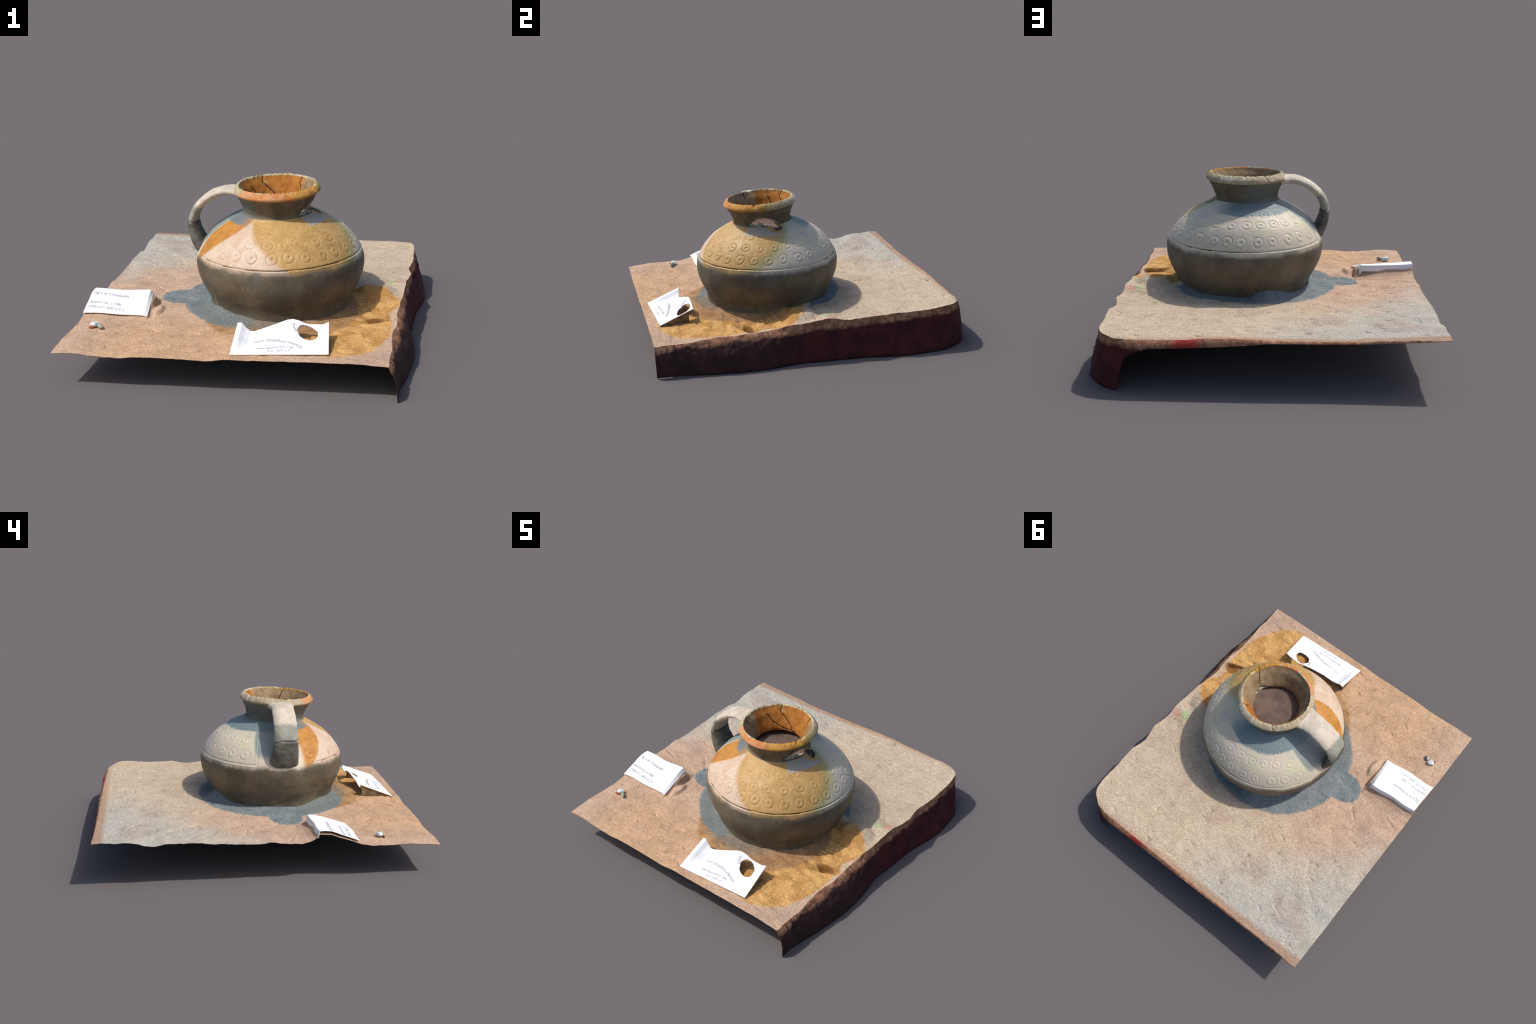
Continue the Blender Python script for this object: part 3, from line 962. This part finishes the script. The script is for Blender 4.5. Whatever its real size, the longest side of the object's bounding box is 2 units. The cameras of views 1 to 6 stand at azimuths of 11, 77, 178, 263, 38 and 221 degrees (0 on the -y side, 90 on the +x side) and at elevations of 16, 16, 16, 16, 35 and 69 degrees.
s_break = [float(np.interp(-.835, -hz[40:], t[40:])), float(np.interp(-.772, -hz[40:], t[40:])), float(np.interp(-.685, -hz[40:], t[40:]))]
for j in range(NK):
    # outside of the strap is the side away from the jug: normal (-tz, tx) turned outward
    n_out = np.stack([tz, -tx], -1) * -1
    half_t = ht
    hv[:, j, 0] = hx + n_out[:, 0] * sn[j] * half_t
    hv[:, j, 2] = hz + n_out[:, 1] * sn[j] * half_t
    hv[:, j, 1] = yc + cs[j] * hw
hp = hv.reshape(-1, 3)
hn = vertex_normals(hp, grid_quads(NH, NK, True))
cen = np.repeat(np.stack([hx, yc, hz], -1), NK, 0)
if ((hp - cen) * hn).sum(1).mean() < 0:
    hn = -hn
T = np.repeat(t, NK)
dsp = .004 * fbm(hp, 12, 3, 52) + .0016 * fbm(hp, 50, 2, 55)
wave = .006 * fbm(hp, 25, 2, 58)
for sb, dpt, wd in zip(s_break, (.0025, .005, .011), (.003, .0035, .005)):
    dsp -= dpt * np.exp(-((T - sb + wave) / wd) ** 2)
dsp += .002 * smooth(s_break[2] - .01, s_break[2] + .012, T)
hp = hp + hn * dsp[:, None]
fh = grid_quads(NH, NK, True)
caps = [list(range(NK)), list((NH - 1) * NK + np.arange(NK))]
hn = vertex_normals(hp, fh)
if ((hp - cen) * hn).sum(1).mean() < 0:
    hn = -hn
    fh = fh[:, ::-1]
rowh = np.repeat(np.arange(NH - 1), NK)
cuts = [0] + [int(np.searchsorted(t, s)) for s in (s_break[1], s_break[2])] + [NH]
pieces = [fh[(rowh >= a) & (rowh < b)] for a, b in zip(cuts[:-1], cuts[1:])]
handle = part_of_mesh("handle", hp, pieces[0], hn, HANDLE_TOP, jug)
for piece, mt in zip(pieces[1:], (HANDLE_MID, HANDLE_LOW)):
    part_of_mesh("handle_sherd", hp, piece, hn, mt, handle)


# ============================================================ labels
def bent_card(name, surface, ns, nt, thickness, hole, parent, material):
    """thin sheet over surface(s,t)->xyz with an optional hole test; returns the object"""
    s, t = np.meshgrid(np.linspace(0, 1, ns), np.linspace(0, 1, nt))
    v = surface(s.ravel(), t.ravel())
    f = grid_quads(nt, ns)
    n = vertex_normals(v, f)
    if n[:, 2].mean() < 0:
        n, f = -n, f[:, ::-1]
    if hole is not None:
        c = (np.stack([s.ravel(), t.ravel()], -1)[f]).mean(1)
        f = f[~hole(c[:, 0], c[:, 1])]
    nv = len(v)
    edges = {}
    for q in f.tolist():
        for a, b in zip(q, q[1:] + q[:1]):
            edges[(a, b)] = edges.get((b, a), 0) + 1 if (b, a) in edges else 0
    rim = [(a, b) for (a, b) in edges if (b, a) not in edges]
    faces = f.tolist() + (f[:, ::-1] + nv).tolist() + [[b, a, a + nv, b + nv] for a, b in rim]
    return make_object(name, np.concatenate([v, v - n * thickness]), faces, material, parent)


def printed_line(name, text, size, s0, t0, width, height, surface, parent, angle=0.0, curve=None, lift=.0012):
    """text from the built-in font laid onto the card; s0,t0 = start of base line in card units"""
    cu = bpy.data.curves.new(name, "FONT")
    cu.body = text
    cu.size = size
    cu.resolution_u = 3
    ob = bpy.data.objects.new(name, cu)
    bpy.context.scene.collection.objects.link(ob)
    bpy.context.view_layer.update()
    me = bpy.data.meshes.new_from_object(ob.evaluated_get(bpy.context.evaluated_depsgraph_get()))
    bpy.data.objects.remove(ob)
    bpy.data.curves.remove(cu)
    v = np.array([p.co[:] for p in me.vertices])
    faces = [list(p.vertices) for p in me.polygons]
    bpy.data.meshes.remove(me)
    ca, sa = math.cos(angle), math.sin(angle)
    px, py = v[:, 0] * ca - v[:, 1] * sa, v[:, 0] * sa + v[:, 1] * ca
    if curve is not None:
        py = py + curve(px)
    s, tt = s0 + px / width, t0 + py / height
    p = surface(s, tt)
    e = 1e-3
    n = np.cross(surface(s + e, tt) - p, surface(s, tt + e) - p)
    n /= np.linalg.norm(n, axis=1, keepdims=True)
    return make_object(name, p + n * lift, faces, INK, parent, False)


# front label: a curled card with a hole worn through it, propped on a wedge of board
def front_card(s, t):
    s, t = np.asarray(s, float), np.asarray(t, float)
    bot = np.stack([-.013 + .488 * s, -.951 + .026 * s, .199 + .009 * s], -1)
    topz = lin(s, [(0, .294), (.05, .288), (.10, .262), (.15, .246), (.20, .247), (.32, .266), (.45, .286), (.55, .301), (.61, .303), (.68, .294), (.74, .280), (.80, .276), (.93, .278), (1, .292)])
    topy = lin(s, [(0, -.735), (.15, -.747), (.35, -.735), (.60, -.705), (.72, -.700), (.85, -.702), (1, -.705)])
    topx = lin(s, [(0, -.010), (1, .454)])
    top_ = np.stack([topx, topy, topz], -1)
    p = bot + (top_ - bot) * t[:, None]
    sag = lin(s, [(0, 0), (.08, .010), (.25, .010), (.45, .014), (.62, .020), (.80, .020), (.93, .006), (1, 0)]) * np.sin(math.pi * np.clip(t, 0, 1) ** 1.35)
    p[:, 2] -= sag
    crease = .014 * (np.abs(((s * 3.1 + t * 1.3) % 1) - .5) - .25) + .012 * (np.abs(((s * 2.3 - t * 1.9 + .3) % 1) - .5) - .25)
    p[:, 2] += crease * np.sin(math.pi * np.clip(t, 0, 1)) * np.sin(math.pi * np.clip(s, 0, 1))
    # rolled left edge
    p[:, 2] -= .008 * np.exp(-(s / .03) ** 2) * t
    return p


def worn_hole(s, t):
    return ((s - .775) / .112) ** 2 + ((t - .755 + .35 * (s - .775)) / .195) ** 2 < 1 + .06 * np.sin(5 * np.arctan2(t - .755, s - .775))


label_a = make_thing("museum_label", (.23, -.83, .2), "crumpled white paper label with printed lines on board", "label")
bent_card("paper_card", front_card, 360, 200, .0045, worn_hole, label_a, PAPER)


def board_wedge():
    """side walls and back of the board that props the card up"""
    n = 60
    s = np.linspace(.012, .985, n)
    depth = lin(s, [(0, .97), (.12, .93), (.30, .80), (.55, .55), (.86, .50), (.93, .80), (1, .86)])
    depth = depth + .03 * fbm(np.stack([s * 9, 0 * s, 0 * s], -1), 1.0, 3, 3)
    rows = 10
    lid = np.array([front_card(s, depth * k / (rows - 1) + .01) - [0, 0, .0065] for k in range(rows)])
    foot = lid.copy()
    foot[:, :, 2] = np.minimum(base_height(foot[:, :, 0].ravel(), foot[:, :, 1].ravel()).reshape(rows, n) - .004, lid[:, :, 2] - .002)
    v = np.concatenate([lid.reshape(-1, 3), foot.reshape(-1, 3)])
    f1 = grid_quads(rows, n)
    o = rows * n
    rimi = np.concatenate([np.arange(n), np.arange(1, rows) * n + n - 1, ((rows - 1) * n + np.arange(n - 1))[::-1], (np.arange(1, rows - 1) * n)[::-1]])
    nx_ = np.roll(rimi, -1)
    return v, np.concatenate([f1, f1[:, ::-1] + o, np.stack([nx_, rimi, rimi + o, nx_ + o], -1)])


v, f = board_wedge()
make_object("backing_board", v, f, BOARD, label_a, False)
bow = lambda u: -.012 * ((u - .04) / .12) ** 2 + .010
printed_line("printed_text", "con diseños.circu", .036, .21, .52, .488, .25, front_card, label_a, math.radians(-9), bow)
printed_line("printed_text", "vaso Pascoamba. NA", .022, .26, .24, .488, .25, front_card, label_a, math.radians(-3))
printed_line("printed_text", "a.C. -600 a.C", .022, .38, .10, .488, .25, front_card, label_a, math.radians(-1))
printed_line("printed_text", "Pasa", .026, .59, .88, .488, .25, front_card, label_a, math.radians(-55))


# left label: card bent over a wedge of sand at the very edge of the base
def left_card(s, t):
    s, t = np.asarray(s, float), np.asarray(t, float)
    px = -.926 + s * lin(t, [(0, .362), (.8, .340), (1, .335)])
    front = LABEL2["front"] + .014 * s + .004 * np.sin(9 * s)
    py = front + lin(t, [(0, 0), (.86, LABEL2["top"] - LABEL2["front"]), (1, LABEL2["top"] - LABEL2["front"] + .010)])
    zl = lin(t, [(0, .236), (.2, .256), (.40, .275), (.50, .287), (.60, .297), (.74, .302), (.86, .302), (.93, .288), (1, .258)])
    zr = lin(t, [(0, .226), (.25, .249), (.5, .272), (.74, .290), (.86, .291), (.93, .278), (1, .254)])
    pz = zl + (zr - zl) * s
    pz = pz - .020 * smooth(.94, 1.0, s) * (.3 + t)
    pz = pz + .003 * np.sin(5 * s + 3 * t) + .001
    return np.stack([px, py, pz], -1)


label_b = make_thing("museum_label", (-.76, -.40, .23), "white paper label with printed lines on sloping sand", "label")
bent_card("paper_card", left_card, 110, 70, .004, None, label_b, PAPER)
printed_line("printed_text", "Dg a la Crisaquala", .030, .02, .56, .36, .27, left_card, label_b, math.radians(-2))
printed_line("printed_text", "vaseria cop. u. MBI.", .025, .02, .29, .36, .27, left_card, label_b, math.radians(-2))
printed_line("printed_text", "(700 a.C.-600 a.C.)", .028, .03, .14, .36, .27, left_card, label_b, math.radians(-2))


# ============================================================ stone chip
def pebble(name, centre, radii, seed, material, parent, yaw=0.0, flats=9):
    """faceted lump: a sphere cut by random planes"""
    r = np.random.default_rng(seed)
    nth, nph = 26, 14
    ph = np.linspace(.02, math.pi - .02, nph)
    th = np.arange(nth) / nth * 2 * math.pi
    d = np.stack([np.outer(np.sin(ph), np.cos(th)), np.outer(np.sin(ph), np.sin(th)), np.outer(np.cos(ph), np.ones(nth))], -1).reshape(-1, 3)
    rad = np.ones(len(d))
    for _ in range(flats):
        n = r.normal(size=3)
        n /= np.linalg.norm(n)
        dist = r.uniform(.6, .85)
        c = d @ n
        rad = np.where(c > 1e-3, np.minimum(rad, dist / np.maximum(c, 1e-3)), rad)
    p = d * rad[:, None] * np.asarray(radii)
    c, s = math.cos(yaw), math.sin(yaw)
    p = np.stack([p[:, 0] * c - p[:, 1] * s, p[:, 0] * s + p[:, 1] * c, p[:, 2]], -1) + centre
    f = grid_quads(nph, nth, True).tolist() + [list(range(nth))[::-1], list((nph - 1) * nth + np.arange(nth))]
    return make_object(name, p, f, material, parent, False)


chip_ = make_thing("stone_chip", (-.80, -.67, .21), "small pale angular chip of stone with rust", "stone")
zc = float(base_height(np.array([-.80]), np.array([-.665]))[0])
pebble("pale_piece", (-.808, -.662, zc + .016), (.026, .022, .017), 3, CHIP, chip_, .4)
pebble("worn_piece", (-.772, -.680, zc + .010), (.022, .016, .014), 8, CHIP_OLD, chip_, -.5)
pebble("rusty_piece", (-.818, -.685, zc + .004), (.019, .009, .012), 12, RUST, chip_, .2)
